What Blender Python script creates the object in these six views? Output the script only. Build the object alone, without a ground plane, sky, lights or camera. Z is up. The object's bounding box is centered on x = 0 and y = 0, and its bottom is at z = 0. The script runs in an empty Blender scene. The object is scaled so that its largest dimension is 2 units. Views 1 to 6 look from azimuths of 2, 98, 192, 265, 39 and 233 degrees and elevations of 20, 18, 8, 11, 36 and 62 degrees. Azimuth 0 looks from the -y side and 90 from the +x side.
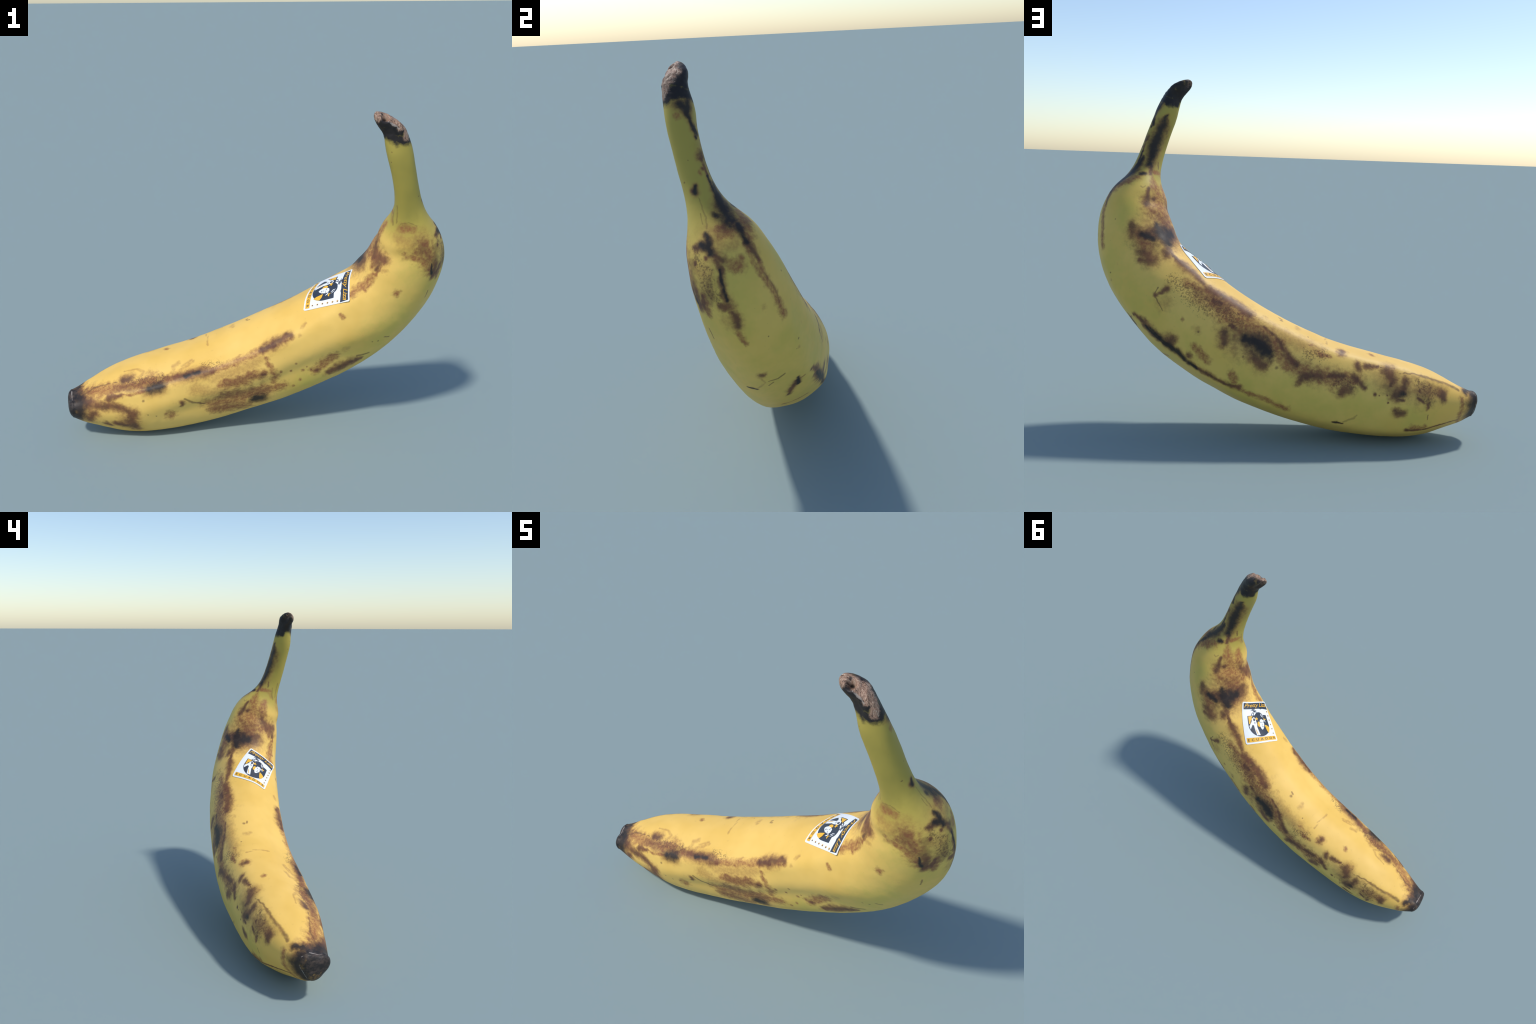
"""A ripe, spotted banana with its stem in the air and a paper sticker on the inner side.

The fruit is one lofted surface: a bent spine with a cross-section at every station.
Places on the skin are given as (s, angle): s runs 0..1 from the blossom end to the cut
crown, angle is degrees round the cross-section (0 = inner curve, 90 = back, 180 = outer curve, 270 = front).
"""
import math
import random

import bpy
import numpy as np
from mathutils import Vector, noise

# ------------------------------------------------------------------ spine and sections
STATION = [0, .015, .04, .08, .14, .21, .29, .37, .45, .52, .58, .625,
           .66, .685, .71, .735, .76, .8, .85, .9, .94, .965, .985, 1]
SPINE_X = [-.9884, -.9464, -.8608, -.7332, -.5567, -.3470, -.1361, .0884, .3011, .4787, .6205, .7057,
           .7613, .7948, .8142, .8168, .8054, .7930, .7756, .7322, .6984, .6732, .6361, .5855]
SPINE_Y = [-.1785, -.1592, -.1318, -.0973, -.0663, -.0221, .0153, .0416, .0532, .0505, .0377, .0261,
           .0076, -.0135, -.0355, -.0531, -.0765, -.1076, -.1553, -.2056, -.2212, -.2318, -.2345, -.2484]
SPINE_Z = [.1889, .1803, .1833, .1890, .2011, .2373, .2911, .3709, .4748, .5867, .7004, .7892,
           .8794, .9651, 1.0502, 1.1070, 1.1606, 1.2340, 1.3531, 1.5325, 1.6323, 1.7016, 1.7377, 1.7771]
RADIUS = [.0529, .0795, .1206, .1717, .2060, .2202, .2282, .2347, .2356, .2327, .2219, .2093,
          .1995, .1894, .1747, .1597, .1428, .0996, .0602, .0555, .0539, .0449, .0391, .0267]
# how the section departs from a circle: oval upright, oval slanted, three-cornered
OVAL_UP = [-.0060, -.0050, -.0035, -.0008, -.0036, -.0004, -.0005, .0052, .0108, .0113, .0088, .0084,
           .0093, .0095, .0098, .0074, .0051, .0048, .0024, .0020, .0024, .0024, -.0027, -.0093]
OVAL_SLANT = [.0046, .0079, .0087, .0078, .0125, .0091, .0083, .0066, .0025, -.0029, -.0037, -.0054,
              -.0032, -.0050, -.0004, -.0012, -.0021, .0034, -.0053, -.0041, .0028, .0032, -.0053, -.0184]
CORNER_UP = [-.0076, -.0074, -.0063, -.0035, .0045, .0008, .0039, .0047, -.0001, -.0017, -.0001, -.0023,
             -.0030, -.0021, -.0009, .0010, .0002, -.0015, -.0000, .0019, -.0002, .0039, .0020, -.0016]
CORNER_SIDE = [.0077, .0036, .0012, .0004, .0065, .0055, .0077, .0069, .0028, .0012, -.0012, -.0019,
               -.0008, -.0023, -.0020, -.0043, -.0035, -.0029, -.0019, -.0035, -.0034, -.0035, -.0028, -.0061]


def spline(knots, values, at):
    """Natural cubic spline through (knots, values), evaluated at `at`."""
    u, y = np.array(knots, float), np.array(values, float)
    n, h = len(u), np.diff(u)
    a, b = np.zeros((n, n)), np.zeros(n)
    a[0, 0] = a[-1, -1] = 1
    for i in range(1, n - 1):
        a[i, i - 1:i + 2] = h[i - 1], 2 * (h[i - 1] + h[i]), h[i]
        b[i] = 6 * ((y[i + 1] - y[i]) / h[i] - (y[i] - y[i - 1]) / h[i - 1])
    m = np.linalg.solve(a, b)
    k = np.clip(np.searchsorted(u, at) - 1, 0, n - 2)
    p = (u[k + 1] - at) / h[k]
    q = 1 - p
    return p * y[k] + q * y[k + 1] + ((p ** 3 - p) * m[k] + (q ** 3 - q) * m[k + 1]) * h[k] ** 2 / 6


AROUND = 112
RINGS = np.unique(np.round(np.concatenate([
    np.linspace(0, 1, 300), np.linspace(.62, .80, 70), np.linspace(.93, 1, 46),
    1 - .02 * np.linspace(0, 1, 16) ** 2, .008 * np.linspace(0, 1, 10) ** 2, np.linspace(.008, .03, 14)]), 6))
ANGLES = np.linspace(0, 2 * np.pi, AROUND, endpoint=False)

FLAT_FACE = .024
# flat or swollen faces: from s, to s, angle, angular width, amount
FACETS = [(.04, .56, 258, 20, -.034), (.03, .56, 306, 12, .016), (.05, .60, 217, 14, .008), (.79, .96, 45, 28, .011), (.44, .66, 198, 18, .010)]
# ridges between the flat faces of the fruit: (s, angle) along each, and their height
RIDGES = [
    ([(.02, 36), (.10, 35), (.30, 30), (.50, 28), (.70, 27)], .0055, 11),
    ([(.03, 124), (.25, 122), (.50, 123), (.70, 126)], .006, 11),
    ([(.03, 196), (.40, 196), (.62, 180), (.79, 183)], .006, 12),
    ([(.02, 302), (.10, 303), (.30, 306), (.50, 307), (.66, 310)], .005, 11),
]


def skin_grid():
    """Points of the bare fruit, one ring per entry of RINGS."""
    s = RINGS
    c = np.stack([spline(STATION, v, s) for v in (SPINE_X, SPINE_Y, SPINE_Z)], -1)
    weight = np.exp(-((s[:, None] - s[None]) / .06) ** 2) * np.gradient(s)[None]
    t = (weight / weight.sum(1)[:, None]) @ np.gradient(c, s, axis=0)
    t /= np.linalg.norm(t, axis=1)[:, None]
    e1 = np.cross(t, [0, 1, 0])
    e1 /= np.linalg.norm(e1, axis=1)[:, None]
    e2 = np.cross(e1, t)
    th = ANGLES[None]
    r = (spline(STATION, RADIUS, s)[:, None]
         + spline(STATION, OVAL_UP, s)[:, None] * np.cos(2 * th) + spline(STATION, OVAL_SLANT, s)[:, None] * np.sin(2 * th)
         + spline(STATION, CORNER_UP, s)[:, None] * np.cos(3 * th) + spline(STATION, CORNER_SIDE, s)[:, None] * np.sin(3 * th))
    flat = np.clip(np.minimum(s - .05, .62 - s) / .1, 0, 1)[:, None]      # the flat lower front face
    r = r - FLAT_FACE * flat * np.exp(-((np.degrees(th) - 236) / 24) ** 2)
    for s_from, s_to, angle, width, amount in FACETS:
        fade = np.clip(np.minimum(s - s_from, s_to - s) / min(.16, .45 * (s_to - s_from)), 0, 1)[:, None]
        off = (np.degrees(th) - angle + 180) % 360 - 180
        r = r + amount * fade * fade * (3 - 2 * fade) * np.exp(-(off / width) ** 2)
    for place, height, width in RIDGES:
        mid = np.radians(np.interp(s, [p[0] for p in place], [p[1] for p in place]))[:, None]
        off = np.degrees(np.abs((th - mid + np.pi) % (2 * np.pi) - np.pi))
        fade = np.clip(np.minimum(s - place[0][0], place[-1][0] - s) / .05, 0, 1)[:, None]
        r = r + fade * (height * np.exp(-(off / width) ** 2) - height * .5 * np.exp(-((off - 2.2 * width) / (1.3 * width)) ** 2))
    dome = np.ones(len(s))
    top, end = s > .98, s < .008
    dome[top] = np.sqrt(np.clip(1 - ((s[top] - .98) / .02) ** 2, 0, 1))
    dome[end] = np.clip(1 - ((.008 - s[end]) / .008) ** 4, 0, 1) ** .5
    r = r * dome[:, None]
    return c, t, c[:, None] + r[..., None] * (np.cos(th)[..., None] * e1[:, None] + np.sin(th)[..., None] * e2[:, None])


CENTRE, TANGENT, SKIN = skin_grid()

# ------------------------------------------------------------------ places on the skin
STEPS = np.arange(len(RINGS))


def skin_point(s, angle, lift=0.0):
    """Point on the fruit at (s, angle in degrees), lifted off the skin along its normal."""
    i = float(np.interp(s, RINGS, STEPS))
    j = (angle / 360.0 * AROUND) % AROUND
    i0, j0 = min(int(i), len(RINGS) - 2), int(j) % AROUND
    fi, fj = i - i0, j - int(j)
    j1 = (j0 + 1) % AROUND
    mix = lambda g: ((g[i0, j0] * (1 - fj) + g[i0, j1] * fj) * (1 - fi) + (g[i0 + 1, j0] * (1 - fj) + g[i0 + 1, j1] * fj) * fi)
    return mix(SKIN) + lift * mix(NORMAL)


def grid_normals(grid):
    along = np.gradient(grid, axis=0)
    across = np.roll(grid, -1, 1) - np.roll(grid, 1, 1)
    n = np.cross(along, across)
    n /= np.linalg.norm(n, axis=2, keepdims=True) + 1e-12
    n[0], n[-1] = -TANGENT[0], TANGENT[-1]
    return n * np.sign(((grid - CENTRE[:, None]) * n)[20:-20].sum())


NORMAL = grid_normals(SKIN)


# ------------------------------------------------------------------ relief of the skin
def relief():
    """Lumps of the peel, fibres of the cut crown, the pit in it, wrinkles and rim of the blossom end."""
    height = np.zeros(SKIN.shape[:2])
    pit, nick = skin_point(.9905, 236), skin_point(.9945, 182)
    for i, s in enumerate(RINGS):
        crown = float(np.clip((s - .94) / .02, 0, 1))
        end = float(np.clip((.02 - s) / .012, 0, 1))
        for j in range(AROUND):
            p = Vector(SKIN[i, j])
            h = .0022 * noise.noise(p * 7) + .0007 * noise.noise(p * 26)
            if crown:
                side = abs((math.degrees(ANGLES[j]) - 205 + 180) % 360 - 180)
                cut = crown * max(0.0, 1 - side / 70)
                twist = Vector((p.x * 30, p.y * 30, p.z * 110 + 45 * p.x))
                h += .0035 * cut * noise.noise(twist) + .0022 * cut * noise.noise(p * 75) + .0012 * crown * noise.noise(p * 60)
                d = float(np.linalg.norm(SKIN[i, j] - pit))
                h -= .027 * math.exp(-(d / .015) ** 2)
                h += .0055 * math.exp(-((d - .025) / .009) ** 2)
                h -= .008 * math.exp(-(float(np.linalg.norm(SKIN[i, j] - nick)) / .011) ** 2)
            if end:
                h += end * (.0012 * noise.noise(Vector((p.x * 20, p.y * 38, p.z * 38))) + .0004 * noise.noise(p * 110))
                rim = .0082 + .0012 * noise.noise(Vector((math.cos(ANGLES[j]) * 2.2, math.sin(ANGLES[j]) * 2.2, 3)))
                h += .0022 * math.exp(-((s - rim) / .0011) ** 2) + .003 * math.exp(-((s - .006) / .006) ** 2)
            height[i, j] = h
    return height


SKIN = SKIN + NORMAL * relief()[..., None]
NORMAL = grid_normals(SKIN)

# ------------------------------------------------------------------ marks of ripening
# (kind, (s, angle, half width in mm), ...): a spot, or a streak through several places.
# char = charred black, crack / crease = fine surface cracks, smear = cloudy bruise;
# kinds: faint / stain = rusty discolouration, blot = brown rot, line = scratch or freckle,
# bruise = black, speck = peppered field, husk = dry fibre of the cut, rim = dry pale edge
MARKS = {}
# front side
MARKS["front"] = [
    ("blot", (.043, 292, 17.9), (.070, 284, 15.3), (.090, 277, 12.7), (.104, 269, 17.8)),
    ("blot", (.107, 269, 20.4), (.100, 253, 30.8), (.107, 229, 18.2)),
    ("blot", (.074, 242, 15.5), (.100, 239, 23.3)),
    ("blot", (.057, 239, 12.9), (.064, 231, 10.4)),
    ("stain", (.037, 332, 31.0), (.057, 320, 30.8), (.087, 318, 30.7), (.120, 316, 30.6), (.154, 320, 30.7)),
    ("line", (.030, 332, 4.1), (.043, 339, 6.2), (.084, 329, 3.1)),
    ("blot", (.097, 331, 16.5), (.110, 333, 16.5)),
    ("blot", (.064, 299, 14.3), (.087, 302, 9.1)),
    ("bruise", (.144, 306, 21.3), (.161, 306, 24.3), (.167, 306, 17.7)),
    ("blot", (.194, 312, 20.4), (.227, 309, 22.8), (.251, 306, 21.3), (.271, 305, 12.7)),
    ("bruise", (.211, 309, 9.1), (.241, 307, 10.1)),
    ("stain", (.084, 301, 6.1), (.120, 303, 7.6), (.147, 304, 6.1)),
    ("stain", (.164, 311, 20.3), (.194, 313, 20.4)),
    ("stain", (.271, 305, 12.7), (.311, 305, 16.2), (.348, 305, 17.2)),
    ("faint", (.100, 348, 4.2), (.124, 346, 5.2), (.137, 338, 7.2), (.130, 330, 7.2)),
    ("faint", (.194, 330, 10.3), (.204, 334, 7.8)),
    ("faint", (.211, 327, 7.7), (.231, 332, 6.2)),
    ("speck", (.254, 316, 30.7), (.288, 313, 30.6)),
    ("speck", (.107, 325, 30.8), (.171, 317, 30.7)),
    ("line", (.130, 289, 6.6)),
    ("line", (.134, 263, 4.6)),
    ("line", (.147, 257, 4.1)),
    ("stain", (.171, 252, 23.2)),
    ("blot", (.194, 272, 10.2), (.194, 267, 7.7)),
    ("line", (.201, 278, 6.1), (.214, 266, 7.2), (.234, 256, 6.2)),
    ("faint", (.221, 289, 25.4), (.258, 276, 30.6), (.291, 278, 35.6)),
    ("stain", (.294, 280, 22.9), (.328, 277, 30.5)),
    ("stain", (.241, 254, 31.0), (.271, 252, 36.2), (.308, 248, 41.4)),
    ("line", (.274, 268, 11.3), (.281, 262, 7.7)),
    ("stain", (.244, 237, 20.9), (.274, 233, 26.1), (.311, 229, 31.4)),
    ("stain", (.314, 305, 15.2), (.355, 306, 15.2), (.378, 309, 20.2)),
    ("blot", (.381, 308, 16.2), (.408, 309, 22.7), (.445, 309, 13.0)),
    ("faint", (.344, 305, 15.2), (.371, 305, 12.6)),
    ("stain", (.431, 305, 9.0), (.448, 305, 8.0)),
    ("faint", (.462, 303, 9.0)),
    ("faint", (.475, 311, 9.0), (.485, 313, 7.0)),
    ("line", (.365, 7, 4.8), (.371, 6, 4.2)),
    ("faint", (.334, 6, 8.5)),
    ("faint", (.278, 10, 3.2), (.274, 350, 5.2)),
    ("stain", (.281, 284, 22.9), (.314, 280, 33.0), (.344, 280, 25.4), (.365, 277, 22.9)),
    ("blot", (.361, 276, 18.3)),
    ("stain", (.381, 296, 9.1), (.381, 283, 14.2), (.381, 266, 19.4), (.371, 254, 14.4)),
    ("stain", (.274, 256, 36.1), (.311, 252, 36.2), (.355, 244, 38.8)),
    ("stain", (.355, 242, 28.5), (.385, 239, 23.3)),
    ("line", (.274, 270, 10.2), (.281, 264, 10.3)),
    ("bruise", (.328, 237, 23.4), (.341, 233, 26.1)),
    ("stain", (.448, 239, 18.0), (.472, 244, 24.5), (.495, 247, 22.9)),
    ("blot", (.452, 239, 14.4)),
    ("blot", (.468, 223, 15.5), (.488, 222, 23.2), (.508, 219, 21.6), (.525, 214, 9.3)),
    ("line", (.525, 223, 7.2), (.542, 215, 6.2)),
    ("line", (.582, 227, 5.0), (.585, 221, 5.0)),
    ("line", (.569, 228, 5.0)),
    ("line", (.562, 234, 4.5)),
    ("faint", (.522, 250, 14.1)),
    ("stain", (.431, 249, 8.2)),
    ("stain", (.441, 253, 4.6)),
    ("stain", (.411, 259, 5.6)),
    ("stain", (.395, 268, 7.6)),
    ("stain", (.428, 269, 5.1)),
    ("stain", (.418, 236, 6.7)),
    ("stain", (.391, 235, 7.8)),
    ("stain", (.401, 230, 6.8)),
    ("stain", (.552, 301, 8.9), (.555, 296, 7.4)),
    ("stain", (.809, 302, 16.2), (.803, 268, 17.6)),
    ("crack", (.816, 308, 2.8), (.819, 279, 2.8), (.809, 252, 2.8)),
    ("faint", (.784, 303, 28.0), (.769, 273, 46.5), (.779, 243, 37.2)),
    ("stain", (.748, 257, 35.1), (.763, 243, 37.3), (.735, 237, 28.3)),
    ("stain", (.742, 283, 14.1), (.732, 256, 16.5), (.716, 239, 28.4), (.701, 220, 21.6)),
    ("blot", (.719, 225, 16.6), (.698, 221, 13.5)),
    ("stain", (.667, 272, 15.4)),
    ("line", (.677, 217, 3.9), (.667, 215, 3.9)),
    ("crack", (.836, 349, 4.6), (.823, 344, 5.6), (.809, 332, 4.7)),
    ("crack", (.833, 325, 2.8), (.816, 323, 3.3)),
    ("stain", (.796, 6, 10.5), (.771, 353, 16.7), (.732, 349, 20.3)),
    ("blot", (.735, 350, 15.5), (.709, 338, 24.1), (.698, 325, 26.4)),
    ("blot", (.702, 317, 11.9), (.688, 317, 11.5)),
    ("stain", (.698, 333, 24.2), (.688, 325, 19.3)),
    ("stain", (.676, 315, 10.6), (.652, 318, 20.5), (.623, 319, 18.6), (.602, 316, 13.7)),
    ("faint", (.692, 311, 16.7), (.692, 304, 9.5)),
]
# outer side
MARKS["outer"] = [
    ("bruise", (.849, 174, 6.7), (.843, 181, 8.7)),
    ("blot", (.846, 186, 6.7)),
    ("bruise", (.849, 120, 6.1), (.836, 116, 10.2), (.823, 118, 16.9), (.809, 124, 25.3), (.789, 136, 26.7)),
    ("bruise", (.806, 153, 10.7), (.797, 142, 15.0), (.777, 141, 11.9)),
    ("bruise", (.774, 130, 16.0), (.761, 133, 13.9), (.750, 132, 9.9)),
    ("blot", (.750, 132, 11.5), (.739, 129, 11.5), (.729, 128, 9.9)),
    ("stain", (.729, 128, 10.6), (.714, 127, 11.9), (.698, 125, 15.0), (.685, 125, 14.1), (.672, 125, 10.9)),
    ("crack", (.711, 127, 3.3), (.693, 122, 4.0), (.683, 125, 3.4)),
    ("stain", (.782, 158, 19.8), (.773, 158, 21.4), (.769, 151, 16.4)),
    ("stain", (.779, 117, 16.8), (.766, 115, 20.1)),
    ("faint", (.779, 167, 16.4), (.761, 164, 22.9), (.753, 150, 19.6)),
    ("crack", (.836, 175, 1.7), (.823, 176, 2.3), (.806, 176, 3.0), (.790, 180, 3.3)),
    ("crack", (.816, 184, 1.7), (.799, 186, 2.0)),
    ("bruise", (.782, 182, 9.9), (.769, 182, 13.7), (.758, 183, 11.7)),
    ("bruise", (.769, 193, 12.5), (.766, 187, 14.7)),
    ("blot", (.766, 209, 8.6), (.766, 194, 9.9)),
    ("blot", (.753, 179, 10.4), (.746, 173, 12.4)),
    ("blot", (.748, 180, 9.1), (.736, 178, 9.1), (.726, 179, 10.4), (.716, 178, 10.4), (.706, 178, 12.4)),
    ("bruise", (.737, 178, 3.2), (.726, 179, 4.5), (.706, 178, 5.2)),
    ("blot", (.701, 187, 11.8), (.701, 178, 13.8)),
    ("blot", (.696, 176, 10.5), (.688, 175, 13.9)),
    ("stain", (.737, 166, 15.6), (.732, 155, 17.9), (.737, 150, 14.7)),
    ("blot", (.750, 212, 7.3)),
    ("blot", (.753, 192, 5.9)),
    ("speck", (.763, 208, 19.9), (.740, 200, 29.6), (.724, 197, 32.8), (.711, 190, 29.5)),
    ("faint", (.740, 200, 36.1), (.719, 196, 39.4)),
    ("stain", (.712, 209, 18.3), (.703, 209, 21.8), (.696, 210, 15.2)),
    ("blot", (.712, 211, 9.3), (.699, 214, 10.8)),
    ("bruise", (.719, 232, 4.1), (.706, 230, 6.8), (.701, 225, 6.1)),
    ("faint", (.689, 144, 8.3)),
    ("blot", (.692, 176, 8.6), (.685, 176, 13.9)),
    ("stain", (.679, 177, 10.7), (.672, 176, 9.4), (.667, 174, 5.4)),
    ("faint", (.690, 183, 23.2)),
    ("blot", (.622, 172, 9.9)),
    ("line", (.605, 168, 3.6), (.602, 159, 4.4), (.605, 151, 4.3)),
    ("line", (.599, 165, 3.3), (.595, 170, 3.3)),
    ("bruise", (.595, 191, 3.7), (.595, 186, 5.9), (.592, 182, 3.7)),
    ("faint", (.595, 181, 4.4), (.605, 172, 4.3), (.620, 174, 3.6)),
    ("blot", (.572, 145, 12.0), (.562, 152, 14.5), (.548, 158, 8.5)),
    ("stain", (.572, 141, 4.5), (.572, 134, 3.8)),
    ("blot", (.552, 115, 7.8), (.545, 124, 14.0), (.518, 123, 12.8)),
    ("bruise", (.545, 122, 6.2), (.508, 124, 8.1)),
    ("blot", (.569, 125, 6.1)),
    ("line", (.638, 121, 3.2)),
    ("line", (.664, 151, 2.7)),
    ("line", (.630, 129, 2.1)),
    ("stain", (.512, 169, 8.9), (.508, 159, 7.3), (.498, 145, 6.5)),
    ("line", (.569, 72, 3.1), (.565, 82, 3.5), (.538, 89, 2.4)),
]
# stem and neck
MARKS["stem"] = [
    ("bruise", (.936, 159, 18.5), (.926, 132, 15.2), (.913, 123, 10.8), (.900, 125, 8.8), (.890, 122, 5.1)),
    ("blot", (.876, 124, 7.4), (.873, 127, 8.8), (.866, 123, 5.1)),
    ("blot", (.863, 129, 5.4)),
    ("bruise", (.856, 122, 3.4), (.849, 121, 4.7)),
    ("bruise", (.839, 119, 9.5), (.829, 112, 13.6)),
    ("stain", (.920, 171, 10.7)),
    ("stain", (.860, 145, 6.7)),
    ("line", (.873, 170, 2.0)),
    ("line", (.856, 214, 2.7)),
    ("bruise", (.940, 124, 15.3), (.920, 127, 11.2), (.893, 115, 6.1)),
    ("blot", (.876, 119, 11.2)),
    ("blot", (.866, 122, 5.1), (.856, 119, 5.1)),
    ("bruise", (.920, 62, 7.1), (.900, 61, 21.3), (.880, 63, 26.4), (.860, 65, 25.3), (.839, 64, 19.1)),
    ("bruise", (.846, 105, 8.1), (.833, 104, 18.1), (.813, 120, 22.6), (.793, 133, 13.0)),
    ("bruise", (.809, 83, 12.9), (.813, 68, 8.0)),
    ("blot", (.836, 58, 9.1), (.813, 51, 7.0)),
    ("line", (.843, 21, 3.6), (.836, 14, 3.6)),
    ("stain", (.826, 38, 13.1), (.826, 16, 10.1)),
    ("line", (.936, 314, 2.8)),
    ("line", (.916, 325, 2.8)),
    ("line", (.856, 211, 3.3)),
    ("crack", (.849, 328, 3.7), (.836, 326, 3.7), (.826, 324, 3.7)),
    ("line", (.846, 22, 3.8), (.839, 14, 5.0)),
    ("stain", (.829, 39, 6.7), (.826, 18, 9.2), (.829, 354, 7.6)),
    ("crack", (.836, 328, 3.0), (.819, 321, 3.0)),
]
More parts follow.
